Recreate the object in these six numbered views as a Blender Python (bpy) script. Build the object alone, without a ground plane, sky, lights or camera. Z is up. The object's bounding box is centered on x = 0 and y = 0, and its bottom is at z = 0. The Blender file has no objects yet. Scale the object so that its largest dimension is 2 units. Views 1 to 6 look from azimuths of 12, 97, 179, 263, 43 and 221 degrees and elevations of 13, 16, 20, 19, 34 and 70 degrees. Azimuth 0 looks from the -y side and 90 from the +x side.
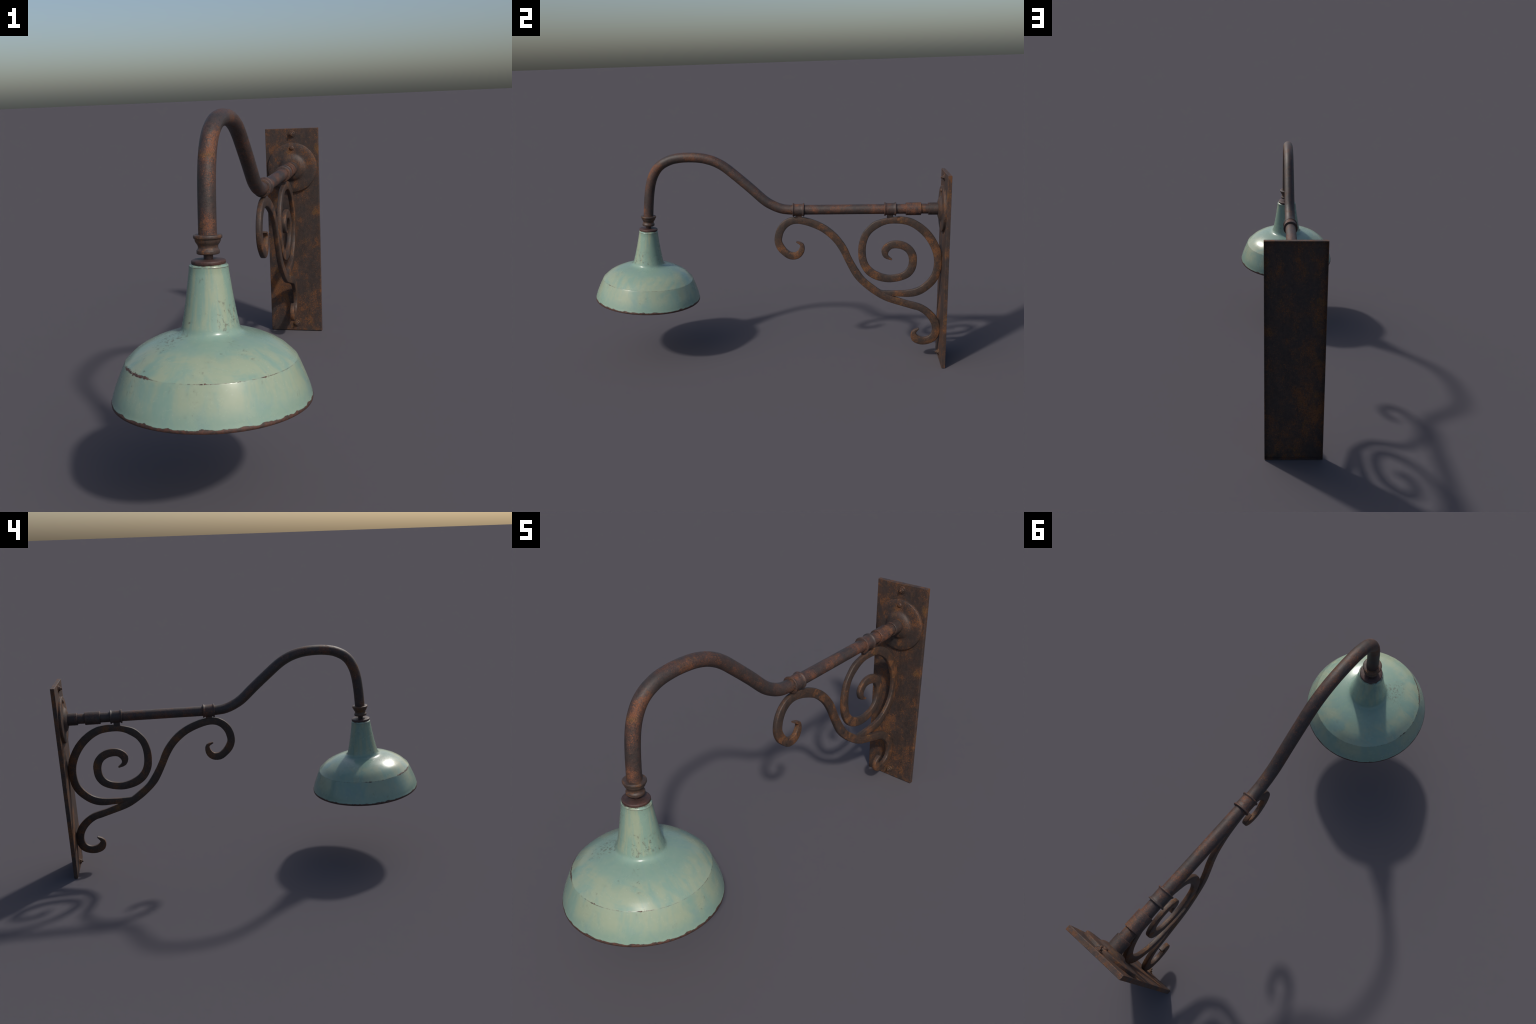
import bpy, bmesh, math
from mathutils import Vector

# ---------------------------------------------------------------- node helper
class Nodes:
    """Small helper to write node trees as expressions."""
    def __init__(self, name):
        m = bpy.data.materials.new(name)
        m.use_nodes = True
        self.mat, self.t = m, m.node_tree
        self.t.nodes.clear()
        self.out = self.t.nodes.new('ShaderNodeOutputMaterial')
        self.bsdf = self.t.nodes.new('ShaderNodeBsdfPrincipled')
        self.t.links.new(self.bsdf.outputs[0], self.out.inputs[0])
        self.P = self.t.nodes.new('ShaderNodeTexCoord').outputs['Object']

    def put(self, sock, v):
        if isinstance(v, bpy.types.NodeSocket):
            self.t.links.new(v, sock)
        elif isinstance(v, (tuple, list)) and sock.type == 'RGBA':
            sock.default_value = (*v[:3], 1)
        else:
            sock.default_value = v

    def math(self, op, a, b=0.0, clamp=False):
        n = self.t.nodes.new('ShaderNodeMath'); n.operation = op; n.use_clamp = clamp
        self.put(n.inputs[0], a); self.put(n.inputs[1], b)
        return n.outputs[0]

    def add(self, a, b): return self.math('ADD', a, b)
    def mul(self, a, b): return self.math('MULTIPLY', a, b)
    def sub(self, a, b): return self.math('SUBTRACT', a, b)

    def step(self, v, lo, hi, to0=0.0, to1=1.0):
        n = self.t.nodes.new('ShaderNodeMapRange'); n.interpolation_type = 'SMOOTHSTEP'
        self.put(n.inputs['Value'], v)
        self.put(n.inputs['From Min'], lo); self.put(n.inputs['From Max'], hi)
        self.put(n.inputs['To Min'], to0); self.put(n.inputs['To Max'], to1)
        return n.outputs[0]

    def xyz(self, v):
        n = self.t.nodes.new('ShaderNodeSeparateXYZ'); self.put(n.inputs[0], v)
        return n.outputs

    def vec(self, x, y, z):
        n = self.t.nodes.new('ShaderNodeCombineXYZ')
        for i, c in enumerate((x, y, z)): self.put(n.inputs[i], c)
        return n.outputs[0]

    def mapping(self, v, scale=(1, 1, 1), loc=(0, 0, 0), rot=(0, 0, 0)):
        n = self.t.nodes.new('ShaderNodeMapping')
        self.put(n.inputs['Vector'], v)
        n.inputs['Scale'].default_value = scale
        n.inputs['Location'].default_value = loc
        n.inputs['Rotation'].default_value = rot
        return n.outputs[0]

    def noise(self, v, scale, detail=5, rough=0.55, dist=0.0):
        n = self.t.nodes.new('ShaderNodeTexNoise')
        self.put(n.inputs['Vector'], v)
        n.inputs['Scale'].default_value = scale
        n.inputs['Detail'].default_value = detail
        n.inputs['Roughness'].default_value = rough
        n.inputs['Distortion'].default_value = dist
        return n.outputs['Fac']

    def mix(self, f, a, b):
        n = self.t.nodes.new('ShaderNodeMix'); n.data_type = 'RGBA'
        self.put(n.inputs['Factor'], f)
        self.put(n.inputs[6], a); self.put(n.inputs[7], b)
        return n.outputs[2]

    def bump(self, h, strength, dist):
        n = self.t.nodes.new('ShaderNodeBump')
        n.inputs['Strength'].default_value = strength
        n.inputs['Distance'].default_value = dist
        self.put(n.inputs['Height'], h)
        self.t.links.new(n.outputs[0], self.bsdf.inputs['Normal'])

    def finish(self, color, rough, metallic=0.0, spec=0.5):
        self.put(self.bsdf.inputs['Base Color'], color)
        self.put(self.bsdf.inputs['Roughness'], rough)
        self.put(self.bsdf.inputs['Metallic'], metallic)
        self.put(self.bsdf.inputs['Specular IOR Level'], spec)
        return self.mat


# ---------------------------------------------------------------- materials
def rust(name, brown, slate, orange, amount, grain=(1, 1, 1), seed=(0, 0, 0), ochre=(0.130, 0.066, 0.016), rough=0.6):
    """Old iron: dark brown and slate patches, all over sprinkled with crumbly orange rust."""
    n = Nodes(name)
    p = n.mapping(n.P, scale=grain, loc=seed)
    big = n.noise(p, 8.0, 6, 0.62, 0.4)
    mid = n.noise(p, 34.0, 5, 0.65)
    fine = n.noise(p, 120.0, 5, 0.75)
    grit = n.noise(p, 330.0, 3, 0.7)
    col = n.mix(n.step(n.add(n.mul(big, 0.65), n.mul(mid, 0.35)), 0.42, 0.58), slate, brown)
    col = n.mix(n.step(n.noise(p, 55.0, 5, 0.65), 0.42, 0.68, 0.0, 0.5), col, tuple(c * 1.5 for c in brown))
    stain = n.step(n.noise(n.mapping(p, scale=(1, 1, 0.45), loc=(4, 1, 2)), 16.0, 6, 0.68, 0.4), 0.50, 0.66)
    col = n.mix(n.mul(stain, 0.6), col, tuple(c * 0.7 for c in slate))
    # crumbs of rust, thin everywhere and crowding together in blooms
    zone = n.add(n.mul(n.noise(p, 8.0, 5, 0.6, 0.6), 0.6), n.mul(n.noise(p, 26.0, 4, 0.6), 0.4))
    dens = n.add(n.mul(n.sub(zone, 0.5), 1.10), amount)
    bloom = n.step(n.add(n.add(n.mul(fine, 0.5), n.mul(grit, 0.5)), n.sub(dens, n.mul(stain, 0.04))), 0.50, 0.68)
    tone = n.mix(n.step(n.noise(p, 17.0, 3, 0.5), 0.52, 0.68), orange, ochre)
    col = n.mix(n.mul(bloom, 0.78), col, tone)
    och = n.mul(n.step(dens, 0.02, 0.14), n.step(grit, 0.50, 0.62))
    col = n.mix(n.mul(och, 0.45), col, tuple(c * 1.5 for c in orange))
    fleck = n.mul(n.step(n.noise(p, 230.0, 3, 0.6), 0.57, 0.64), n.step(dens, -0.08, 0.08, 0.10, 1.0))
    col = n.mix(n.mul(fleck, 0.7), col, tuple(c * 1.35 for c in orange))
    soot = n.step(n.noise(p, 190.0, 4, 0.7), 0.50, 0.64)
    col = n.mix(n.mul(soot, 0.55), col, tuple(c * 0.45 for c in brown))
    pits = n.step(n.noise(p, 62.0, 5, 0.7), 0.57, 0.68)
    col = n.mix(n.mul(pits, 0.6), col, tuple(c * 0.5 for c in slate))
    n.bump(n.add(n.mul(fine, 0.5), n.add(n.mul(mid, 0.6), n.mul(grit, 0.35))), 0.45, 0.003)
    return n.finish(col, n.step(n.add(bloom, och), 0, 1, rough - 0.08, rough + 0.22), 0.0, 0.40)


def enamel():
    """Aged sea-green vitreous enamel; local z runs up the axis from the rim."""
    n = Nodes('enamel')
    x, y, z = n.xyz(n.P)
    r = n.math('SQRT', n.add(n.mul(x, x), n.mul(y, y)))
    cx, cy = n.math('DIVIDE', x, r), n.math('DIVIDE', y, r)
    def around(k, kz): return n.vec(n.mul(cx, k), n.mul(cy, k), n.mul(z, kz))
    aqua, cream, blue = (0.186, 0.290, 0.236), (0.288, 0.328, 0.224), (0.166, 0.262, 0.248)
    # runs down the wall, brush swirls over the dome
    runs = n.noise(around(2.6, 6.0), 1.0, 6, 0.58, 0.5)
    thin = n.noise(around(7.0, 6.0), 1.0, 5, 0.6, 0.4)
    swirl = n.noise(n.mapping(n.P, scale=(7, 19, 12), rot=(0, 0, 0.6)), 1.0, 6, 0.6, 0.9)
    dome = n.mul(n.step(z, 0.105, 0.125), n.step(z, 0.20, 0.175))
    pat = n.add(n.mul(runs, 0.68), n.mul(thin, 0.32))
    domepat = n.add(n.mul(runs, 0.45), n.mul(swirl, 0.55))
    pat = n.add(n.mul(pat, n.sub(1.0, dome)), n.mul(domepat, dome))
    collar = n.mul(n.step(z, 0.165, 0.182), n.step(z, 0.225, 0.212))   # clean ring below the neck
    lowwall = n.step(z, 0.075, 0.02)
    creamy = n.mul(n.step(n.add(pat, n.mul(dome, 0.03)), 0.42, 0.585), n.sub(1.0, n.mul(collar, 0.85)))
    creamy = n.mul(creamy, n.sub(1.0, n.mul(lowwall, 0.75)))
    col = n.mix(n.mul(creamy, 0.74), aqua, cream)
    bl = n.step(n.noise(around(3.2, 9.0), 1.0, 6, 0.62, 0.8), 0.53, 0.66)
    col = n.mix(n.mul(bl, n.mul(n.sub(1.0, creamy), 0.45)), col, blue)
    mott = n.noise(n.P, 60.0, 4, 0.6)
    col = n.mix(n.step(mott, 0.35, 0.75, 0.0, 0.10), col, (0.36, 0.39, 0.30))
    flecks = n.noise(n.P, 150.0, 2, 0.5)
    col = n.mix(n.step(flecks, 0.66, 0.74, 0.0, 0.35), col, (0.34, 0.39, 0.30))
    # fine soot specks, gathered around the neck root and here and there
    sp = n.noise(n.mapping(n.P, scale=(1, 1, 0.75)), 95.0, 5, 0.72, 0.5)
    where = n.noise(around(2.4, 11.0), 1.0, 2, 0.5)
    root = n.mul(n.step(z, 0.195, 0.225), n.step(z, 0.30, 0.235))
    flank = n.step(n.add(n.mul(cx, 0.92), n.mul(cy, -0.38)), 0.62, 0.92)      # soot up one flank of the neck
    flank = n.mul(flank, n.mul(n.step(z, 0.20, 0.225), n.step(z, 0.36, 0.23)))
    away = n.step(n.add(n.mul(cx, -0.80), n.mul(cy, -0.60)), 0.86, 0.97)      # and on the dome across from it
    away = n.mul(away, n.mul(n.step(z, 0.165, 0.185), n.step(z, 0.215, 0.200)))
    where = n.add(where, n.add(n.mul(root, 0.08), n.mul(n.math('MAXIMUM', flank, away), 0.26)))
    specks = n.mul(n.step(n.add(sp, n.mul(n.math('MAXIMUM', flank, away), 0.05)), 0.56, 0.66), n.step(where, 0.58, 0.68))
    sx = n.noise(around(9.0, 16.0), 1.0, 6, 0.75, 1.2)
    marks = n.mul(n.step(sx, 0.645, 0.71), n.mul(n.step(z, 0.125, 0.100), n.step(n.noise(around(3.0, 9.0), 1.0, 1, 0.5), 0.48, 0.60)))
    dirt = n.math('MAXIMUM', n.mul(specks, 0.62), n.mul(marks, 0.62))
    col = n.mix(dirt, col, (0.085, 0.075, 0.058))
    # chipped line along the shoulder fold
    dz = n.math('ABSOLUTE', n.sub(z, 0.1172))
    wob = n.noise(n.P, 75.0, 6, 0.75)
    gap = n.noise(around(2.2, 0.0), 1.0, 3, 0.6)
    # heavy chip on one side of the shade
    side = n.step(n.add(n.mul(cx, -0.68), n.mul(cy, -0.735)), 0.915, 0.98)
    chip = n.step(gap, 0.50, 0.62)
    wide = n.add(n.mul(chip, 0.0026), n.mul(side, 0.0038))
    wide = n.mul(wide, n.step(n.add(wob, n.mul(side, 0.06)), 0.40, 0.72, 0.0, 1.6))
    fold = n.step(n.sub(dz, wide), 0.0006, -0.0006)
    hair = n.mul(n.step(dz, 0.0014, 0.0003), n.mul(n.step(wob, 0.42, 0.60), n.step(gap, 0.34, 0.52, 0.25, 0.75)))
    fold = n.math('MAXIMUM', n.mul(fold, n.math('MAXIMUM', n.step(chip, 0.0, 0.3), side)), hair)
    # rim: bare rusty bead with a ragged upper edge
    rag = n.noise(n.mapping(n.P, scale=(1, 1, 0.6)), 30.0, 6, 0.60)
    edge = n.add(0.0056, n.mul(n.step(rag, 0.36, 0.78), 0.0070))
    rim = n.step(n.sub(z, edge), 0.0012, -0.0008)
    rim = n.math('MAXIMUM', rim, n.mul(n.step(z, 0.024, 0.008), n.step(n.noise(around(40.0, 90.0), 1.0, 4, 0.7), 0.66, 0.74)))
    # rusty line and chips on the lip at the top of the neck
    lipd = n.math('ABSOLUTE', n.sub(z, 0.3925))
    lip = n.mul(n.step(lipd, 0.0012, 0.0004), n.step(wob, 0.36, 0.52))
    top = n.mul(n.step(z, 0.394, 0.3985), n.step(n.noise(n.P, 60.0, 5, 0.7), 0.46, 0.60))
    lip = n.math('MAXIMUM', lip, top)
    bare = n.math('MAXIMUM', fold, n.math('MAXIMUM', rim, n.mul(lip, 0.85)))
    f = n.noise(n.P, 90.0, 5, 0.7)
    rustc = n.mix(n.step(f, 0.36, 0.66), (0.032, 0.022, 0.019), (0.090, 0.036, 0.024))
    col = n.mix(bare, col, rustc)
    n.bump(n.add(n.mul(bare, -1.0), n.mul(mott, 0.08)), 0.25, 0.0012)
    rough = n.add(n.step(n.noise(n.P, 14.0, 4, 0.6), 0.3, 0.7, 0.20, 0.30), n.mul(n.math('MAXIMUM', bare, dirt), 0.4))
    return n.finish(col, rough, 0.0, 0.5)


def lining():
    n = Nodes('white_enamel_lining')
    f = n.noise(n.P, 12.0, 5, 0.6)
    col = n.mix(n.step(f, 0.35, 0.65), (0.55, 0.55, 0.48), (0.44, 0.43, 0.35))
    _, _, z = n.xyz(n.P)
    rag = n.noise(n.P, 60.0, 5, 0.7)
    col = n.mix(n.step(n.sub(z, n.mul(rag, 0.016)), 0.002, -0.002), col, (0.09, 0.04, 0.026))
    return n.finish(col, 0.35)


M_PIPE = rust('rust_pipe', (0.052, 0.030, 0.025), (0.036, 0.030, 0.029), (0.160, 0.058, 0.026), 0.0)
M_SCROLL = rust('rust_scroll', (0.053, 0.030, 0.020), (0.034, 0.026, 0.023), (0.155, 0.060, 0.020), 0.005, seed=(3.1, 1.7, 0.4))
M_PLATE = rust('rust_plate', (0.049, 0.028, 0.021), (0.034, 0.026, 0.024), (0.150, 0.057, 0.017), 0.02, grain=(1.1, 1.0, 0.85), seed=(2.9, 5.2, 7.3), rough=0.66)
M_FITTING = rust('rust_fitting', (0.056, 0.033, 0.025), (0.043, 0.031, 0.027), (0.155, 0.062, 0.020), 0.025, seed=(5.0, 0.7, 3.1), rough=0.52)
M_CAP = rust('rust_cap', (0.064, 0.030, 0.025), (0.046, 0.029, 0.027), (0.11, 0.041, 0.028), -0.05, seed=(1.0, 2.3, 4.1), rough=0.6)
M_ENAMEL, M_LINING = enamel(), lining()

# ---------------------------------------------------------------- mesh helpers
def empty(name, parent=None):
    o = bpy.data.objects.new(name, None)
    bpy.context.scene.collection.objects.link(o)
    o.parent = parent
    return o

def mesh_object(name, verts, faces, mat, parent, angle=38):
    me = bpy.data.meshes.new(name)
    me.from_pydata([tuple(v) for v in verts], [], faces)
    bm = bmesh.new(); bm.from_mesh(me)
    bmesh.ops.recalc_face_normals(bm, faces=bm.faces)
    bm.to_mesh(me); bm.free()
    me.shade_smooth()
    me.set_sharp_from_angle(angle=math.radians(angle))
    me.materials.append(mat)
    o = bpy.data.objects.new(name, me)
    bpy.context.scene.collection.objects.link(o)
    o.parent = parent
    return o

def loft(name, rings, mat, parent, caps=True, closed=False, angle=38):
    """Skin a list of equally sized closed rings of points."""
    k = len(rings[0]); verts = [p for r in rings for p in r]; faces = []
    n = len(rings)
    for i in range(n if closed else n - 1):
        a, b = i * k, ((i + 1) % n) * k
        for j in range(k):
            faces.append((a + j, a + (j + 1) % k, b + (j + 1) % k, b + j))
    if caps and not closed:
        faces.append(tuple(range(k))[::-1]); faces.append(tuple(range((n - 1) * k, n * k)))
    return mesh_object(name, verts, faces, mat, parent, angle)

def lathe(name, profile, mat, parent, place, seg=64, caps=True, angle=38, closed=False):
    """profile: (radius, height); place(radius, height, cos, sin) -> point."""
    rings = [[place(r, h, math.cos(2 * math.pi * j / seg), math.sin(2 * math.pi * j / seg)) for j in range(seg)]
             for r, h in profile]
    return loft(name, rings, mat, parent, caps, closed, angle)

def catmull(pts, sub):
    """Catmull-Rom through points of any dimension."""
    out = []
    for i in range(len(pts) - 1):
        p0, p1, p2, p3 = (pts[max(0, min(len(pts) - 1, i + q))] for q in (-1, 0, 1, 2))
        for s in range(sub):
            t = s / sub
            out.append(tuple(0.5 * ((2 * b) + (-a + c) * t + (2 * a - 5 * b + 4 * c - d) * t * t
                       + (-a + 3 * b - 3 * c + d) * t ** 3) for a, b, c, d in zip(p0, p1, p2, p3)))
    out.append(tuple(pts[-1]))
    return out

# ---------------------------------------------------------------- the lamp
lamp = empty('wall_lamp')
lamp['label'] = 'rusty gooseneck wall lamp with sea green enamel shade'
lamp['category'] = 'wall lamp'

AXIS_Z = 0.8785          # height of the horizontal pipe
PLATE_FRONT = 0.9792

# --- back plate: bevelled slab, standing on its end
def slab(name, x0, x1, y0, y1, z0, z1, bevel, mat, parent):
    bm = bmesh.new()
    bmesh.ops.create_cube(bm, size=1.0)
    for v in bm.verts:
        v.co = Vector(((x0 + x1) / 2 + v.co.x * (x1 - x0), (y0 + y1) / 2 + v.co.y * (y1 - y0), (z0 + z1) / 2 + v.co.z * (z1 - z0)))
    bmesh.ops.bevel(bm, geom=list(bm.edges), offset=bevel, segments=2, affect='EDGES', profile=0.6)
    me = bpy.data.meshes.new(name); bm.to_mesh(me); bm.free()
    me.shade_smooth(); me.set_sharp_from_angle(angle=math.radians(40)); me.materials.append(mat)
    o = bpy.data.objects.new(name, me); bpy.context.scene.collection.objects.link(o); o.parent = parent
    return o

def tray(name, xa, xb, y0, y1, z0, z1, wall, bevel, mat, parent):
    """Pressed plate: a flat front with a shallow rim folded back, open behind."""
    bm = bmesh.new()
    def rect(d, y): return [bm.verts.new(p) for p in ((xa + d, y, z0 + d), (xb - d, y, z0 + d), (xb - d, y, z1 - d), (xa + d, y, z1 - d))]
    loops = [rect(bevel, y0), rect(bevel * 0.3, y0 + bevel * 0.3), rect(0, y0 + bevel), rect(0, y1 - bevel * 0.4), rect(bevel * 0.4, y1), rect(wall, y1), rect(wall, y0 + wall)]
    for a, b in zip(loops, loops[1:]):
        for i in range(4):
            bm.faces.new((a[i], a[(i + 1) % 4], b[(i + 1) % 4], b[i]))
    bm.faces.new(loops[0]); bm.faces.new(loops[-1])
    bmesh.ops.recalc_face_normals(bm, faces=bm.faces)
    me = bpy.data.meshes.new(name); bm.to_mesh(me); bm.free()
    me.materials.append(mat)
    o = bpy.data.objects.new(name, me); bpy.context.scene.collection.objects.link(o); o.parent = parent
    return o

plate = tray('back_plate', -0.1365, 0.1350, PLATE_FRONT, 1.0, 0.0, 1.0765, 0.0022, 0.0024, M_PLATE, lamp)

def along_y(x0, z0):
    """Lathe axis running out of the plate towards -y; height is the y value."""
    return lambda r, h, c, s: (x0 + r * c, h, z0 + r * s)

# --- bolts in the plate: washer, nut and threaded rod
def bolt(z):
    b = empty('bolt', plate)
    F = PLATE_FRONT + 0.001
    lathe('washer', [(0.0185, F), (0.0185, F - 0.0035), (0.0172, F - 0.0048), (0.008, F - 0.0050)], M_PLATE, b, along_y(0, z), 28)
    lathe('nut', [(0.0130, F - 0.004), (0.0130, F - 0.0105), (0.0112, F - 0.0125), (0.005, F - 0.0127)], M_PLATE, b, along_y(0, z), 6, angle=20)
    lathe('threaded_rod', [(0.0052, F - 0.012), (0.0052, 0.9600), (0.0042, 0.9588), (0.0006, 0.9586)], M_PLATE, b, along_y(0, z), 16)
bolt(1.048)
bolt(0.0395)

# --- round wall flange with a raised hub
flange = lathe('wall_flange', [(0.1262, 0.9812), (0.1262, 0.9690), (0.1255, 0.9668), (0.1235, 0.9656), (0.100, 0.9652), (0.078, 0.9648),
                               (0.070, 0.9640), (0.0650, 0.9612), (0.0612, 0.9572), (0.0565, 0.9533), (0.050, 0.9505),
                               (0.043, 0.9485), (0.030, 0.9475)], M_PLATE, lamp, along_y(0, AXIS_Z), 96, angle=50)
lathe('rivet', [(0.0108, 0.9660), (0.0108, 0.9625), (0.0100, 0.9603), (0.0080, 0.9590), (0.0045, 0.9583), (0.0008, 0.9581)],
      M_PLATE, flange, along_y(0.001, 0.9790), 24, angle=60)

# --- gooseneck pipe: spine in the y-z plane
PIPE_R = 0.0273
spine = [(0.955, AXIS_Z), (0.80, AXIS_Z), (0.60, AXIS_Z), (0.40, AXIS_Z), (0.25, AXIS_Z), (0.175, AXIS_Z), (0.135, 0.8805), (0.096, 0.8865),
         (0.050, 0.9050), (0.003, 0.9345), (-0.060, 0.9925), (-0.113, 1.0395), (-0.164, 1.0835), (-0.200, 1.1135),
         (-0.239, 1.1395), (-0.287, 1.1610), (-0.348, 1.1753), (-0.425, 1.1792), (-0.493, 1.1728), (-0.537, 1.1585),
         (-0.5745, 1.1370), (-0.604, 1.1050), (-0.6285, 1.0571), (-0.6437, 1.0005), (-0.6550, 0.9294), (-0.6625, 0.8613), (-0.6638, 0.8480)]
path = catmull(spine, 4)
rings = []
for i, (y, z) in enumerate(path):
    y0, z0 = path[max(0, i - 1)]; y1, z1 = path[min(len(path) - 1, i + 1)]
    ty, tz = y1 - y0, z1 - z0; l = math.hypot(ty, tz); ny, nz = -tz / l, ty / l
    rings.append([(PIPE_R * math.cos(a), y + PIPE_R * math.sin(a) * ny, z + PIPE_R * math.sin(a) * nz)
                  for a in (2 * math.pi * j / 28 for j in range(28))])
pipe = loft('gooseneck_pipe', rings, M_PIPE, lamp)

# --- sleeves threaded on the straight run
lathe('pipe_collar', [(0.025, 0.9520), (0.0338, 0.9510), (0.0338, 0.8995), (0.0325, 0.8980), (0.026, 0.8980)], M_PIPE, pipe, along_y(0, AXIS_Z), 40)
lathe('pipe_coupling', [(0.026, 0.8590), (0.0340, 0.8590), (0.0352, 0.8575), (0.0352, 0.7795), (0.0340, 0.7780), (0.026, 0.7780)],
      M_PIPE, pipe, along_y(0, AXIS_Z), 40)

def clamp(y0, y1):
    """Waisted ring clamp with a rolled lip on either edge and a lug beneath."""
    half = [(0.0262, 0.0), (0.0365, 0.0), (0.0378, 0.0012), (0.0378, 0.0048), (0.0366, 0.0060), (0.0342, 0.0082), (0.0332, 0.0120), (0.0328, 0.018)]
    prof = [(r, y0 + d) for r, d in half] + [(r, y1 - d) for r, d in reversed(half)]
    c = lathe('pipe_clamp', prof, M_PIPE, pipe, along_y(0, AXIS_Z), 44, angle=50)
    ym = (y0 + y1) / 2
    slab('clamp_lug', -0.0088, 0.0088, ym - 0.017, ym + 0.017, 0.826, AXIS_Z - 0.030, 0.002, M_PIPE, c)
clamp(0.1600, 0.2235)
clamp(0.6620, 0.7250)

# --- wrought scroll work: spine (y, z, half width) of each forged bar
def forged_bar(name, spine, half_thick, parent):
    pts = catmull([(y, z, w + 0.0014) for y, z, w in spine], 3); n = len(pts); rings = []
    for i, (y, z, w) in enumerate(pts):
        y0, z0, _ = pts[max(0, i - 1)]; y1, z1, _ = pts[min(n - 1, i + 1)]
        ty, tz = y1 - y0, z1 - z0; l = math.hypot(ty, tz) or 1; ny, nz = -tz / l, ty / l
        w = max(w, 0.0015)
        t = half_thick
        b = min(0.0038, 0.45 * w); q = b * 0.3
        prof = [(t, w - b), (t - q, w - q), (t - b, w), (-t + b, w), (-t + q, w - q), (-t, w - b),
                (-t, -w + b), (-t + q, -w + q), (-t + b, -w), (t - b, -w), (t - q, -w + q), (t, -w + b)]
        rings.append([(px, y + pw * ny, z + pw * nz) for px, pw in prof])
    return loft(name, rings, M_SCROLL, parent, angle=55)

bracket = empty('scroll_bracket', lamp)
TWIN_CURL = [(0.1759, 0.6962, 0.0018), (0.2064, 0.6795, 0.0087), (0.2042, 0.6440, 0.0152), (0.1796, 0.6175, 0.0181), (0.1429, 0.6150, 0.0195), (0.1119, 0.6346, 0.0189),
    (0.0878, 0.6628, 0.0201), (0.0747, 0.6967, 0.0193), (0.0780, 0.7336, 0.0202), (0.0913, 0.7681, 0.0203), (0.1151, 0.7963, 0.0194), (0.1472, 0.8149, 0.0186),
    (0.1838, 0.8196, 0.0177), (0.2208, 0.8152, 0.0188), (0.2566, 0.8054, 0.0195), (0.2913, 0.7919, 0.0198), (0.3244, 0.7749, 0.0197), (0.3549, 0.7536, 0.0198),
    (0.3826, 0.7288, 0.0196), (0.4068, 0.7016, 0.0194), (0.4280, 0.6710, 0.0198), (0.4459, 0.6384, 0.0195), (0.4610, 0.6043, 0.0188), (0.4773, 0.5708, 0.0190),
    (0.4949, 0.5380, 0.0199), (0.5142, 0.5062, 0.0205), (0.5369, 0.4767, 0.0193), (0.5633, 0.4506, 0.0189), (0.5920, 0.4268, 0.0196), (0.6218, 0.4046, 0.0193),
    (0.6536, 0.3839, 0.0192), (0.6868, 0.3671, 0.0192), (0.7216, 0.3537, 0.0181), (0.7572, 0.3427, 0.0181), (0.7927, 0.3315, 0.0178), (0.8286, 0.3215, 0.0189),
    (0.8642, 0.3109, 0.0185), (0.8962, 0.2918, 0.0187), (0.9237, 0.2668, 0.0196), (0.9456, 0.2368, 0.0209), (0.9579, 0.2020, 0.0206), (0.9588, 0.1648, 0.0200),
    (0.9448, 0.1309, 0.0212), (0.9137, 0.1115, 0.0203), (0.8769, 0.1091, 0.0213), (0.8442, 0.1248, 0.0208), (0.8367, 0.1586, 0.0119), (0.8636, 0.1832, 0.0022)]
SPIRAL = [(0.6150, 0.4090, 0.0110), (0.6480, 0.3965, 0.0135), (0.6870, 0.3934, 0.0145), (0.7248, 0.3924, 0.0150), (0.7627, 0.3925, 0.0165), (0.8005, 0.3933, 0.0188), (0.8377, 0.3998, 0.0203), (0.8721, 0.4148, 0.0200),
    (0.9022, 0.4376, 0.0196), (0.9279, 0.4654, 0.0202), (0.9466, 0.4981, 0.0196), (0.9561, 0.5348, 0.0191), (0.9589, 0.5725, 0.0190), (0.9566, 0.6102, 0.0202),
    (0.9474, 0.6468, 0.0213), (0.9321, 0.6813, 0.0211), (0.9127, 0.7137, 0.0210), (0.8890, 0.7432, 0.0208), (0.8615, 0.7692, 0.0204), (0.8307, 0.7911, 0.0200),
    (0.7969, 0.8072, 0.0192), (0.7600, 0.8148, 0.0183), (0.7221, 0.8160, 0.0168), (0.6845, 0.8123, 0.0149), (0.6478, 0.8032, 0.0165), (0.6139, 0.7875, 0.0196),
    (0.5848, 0.7633, 0.0179), (0.5620, 0.7333, 0.0184), (0.5487, 0.6980, 0.0185), (0.5422, 0.6610, 0.0195), (0.5421, 0.6232, 0.0199), (0.5473, 0.5859, 0.0203),
    (0.5614, 0.5511, 0.0201), (0.5849, 0.5218, 0.0215), (0.6163, 0.5008, 0.0217), (0.6516, 0.4873, 0.0206), (0.6888, 0.4805, 0.0196), (0.7265, 0.4830, 0.0190),
    (0.7631, 0.4922, 0.0188), (0.7953, 0.5112, 0.0201), (0.8161, 0.5423, 0.0204), (0.8226, 0.5795, 0.0200), (0.8185, 0.6168, 0.0211), (0.7996, 0.6492, 0.0202),
    (0.7689, 0.6703, 0.0205), (0.7320, 0.6785, 0.0201), (0.6952, 0.6722, 0.0194), (0.6700, 0.6456, 0.0196), (0.6745, 0.6111, 0.0119), (0.7068, 0.5919, 0.0022)]
forged_bar('scroll', TWIN_CURL, 0.0106, bracket)
forged_bar('scroll', SPIRAL, 0.0100, bracket)

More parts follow.
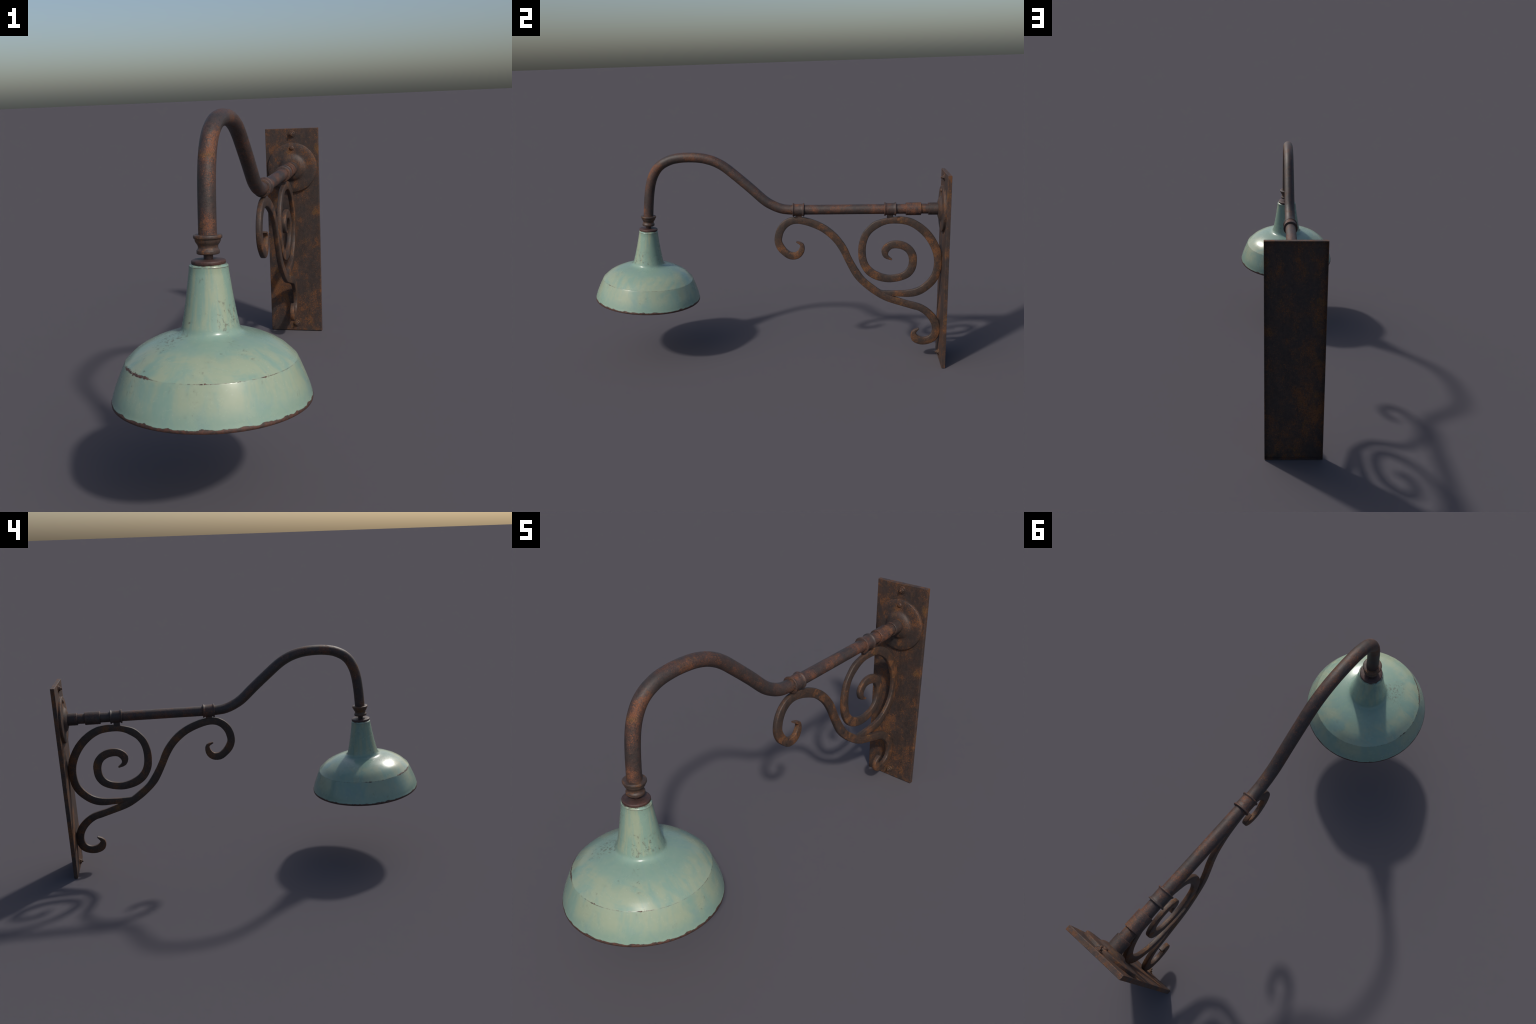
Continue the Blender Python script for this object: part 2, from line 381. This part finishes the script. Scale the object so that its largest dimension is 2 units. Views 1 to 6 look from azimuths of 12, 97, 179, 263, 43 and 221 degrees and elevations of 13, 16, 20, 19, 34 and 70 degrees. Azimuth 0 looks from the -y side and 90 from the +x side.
# --- lamp head: hangs on the pipe end, tilted a little; local z runs up its axis from the rim
TILT = math.radians(4.8)
head = empty('lamp_head', lamp)
head.location = (0, -0.7004, 0.368)
head.rotation_euler = (-TILT, 0, 0)

def around_axis(oval=None):
    """Rings about the head's axis (the column leans a touch towards the rim); oval narrows it front to back."""
    def place(r, h, c, s):
        k = oval(h) if oval else 1.0
        return (r * c, r * k * s - 0.0082 * h, h)
    return place

def neck_oval(h):
    f = max(0.0, min(1.0, (h - 0.185) / 0.21))
    return 1.0 - 0.115 * f

outer = [(0.2980, -0.0040), (0.3003, -0.0025), (0.3006, 0.0040), (0.2994, 0.0064), (0.2960, 0.0200), (0.2896, 0.0400), (0.2819, 0.0600), (0.2737, 0.0800),
         (0.2651, 0.1000), (0.2580, 0.1155), (0.2573, 0.1169), (0.2561, 0.1180), (0.2500, 0.1240), (0.2390, 0.1345), (0.2260, 0.1462), (0.2085, 0.1576), (0.190, 0.1668),
         (0.1725, 0.1750), (0.1550, 0.1815), (0.1380, 0.1866), (0.1220, 0.1908), (0.1080, 0.1938), (0.0985, 0.1975), (0.0920, 0.2020), (0.0882, 0.2080), (0.0858, 0.2160),
         (0.0792, 0.2500), (0.0724, 0.2900), (0.0665, 0.3300), (0.0612, 0.3700), (0.0586, 0.3920), (0.0590, 0.3940), (0.0570, 0.3975), (0.0525, 0.4005), (0.0450, 0.4012)]
inner = [(max(0.01, r - 0.0035), h - (0.0035 if 0.12 < h < 0.21 else 0.0)) for r, h in outer[4:-3]]
shade = lathe('lampshade', outer, M_ENAMEL, head, around_axis(neck_oval), 128, caps=False, angle=60)
lathe('shade_lining', [(0.2980, -0.0040), (0.2950, -0.0020)] + inner, M_LINING, shade, around_axis(neck_oval), 128, caps=True, angle=60)

lathe('neck_cap', [(0.046, 0.3990), (0.0495, 0.4000), (0.0508, 0.4018), (0.0510, 0.4085), (0.0500, 0.4108), (0.0470, 0.4122), (0.030, 0.4135), (0.010, 0.4140)],
      M_CAP, head, around_axis(), 64, angle=50)
lathe('stem', [(0.0140, 0.4100), (0.0140, 0.4320)], M_CAP, head, around_axis(), 24)
lathe('socket_fitting', [(0.012, 0.4288), (0.0315, 0.4290), (0.0337, 0.4302), (0.0342, 0.4325), (0.0342, 0.4395), (0.0335, 0.4412), (0.0318, 0.4425),
                         (0.0302, 0.4455), (0.0295, 0.4495), (0.0302, 0.4540), (0.0325, 0.4578), (0.0352, 0.4615), (0.0373, 0.4655),
                         (0.0385, 0.4700), (0.0388, 0.4732), (0.0396, 0.4742), (0.0415, 0.4748), (0.0425, 0.4765), (0.0427, 0.4830), (0.0415, 0.4850),
                         (0.0385, 0.4860), (0.0260, 0.4862)], M_FITTING, head, around_axis(), 56, angle=50)
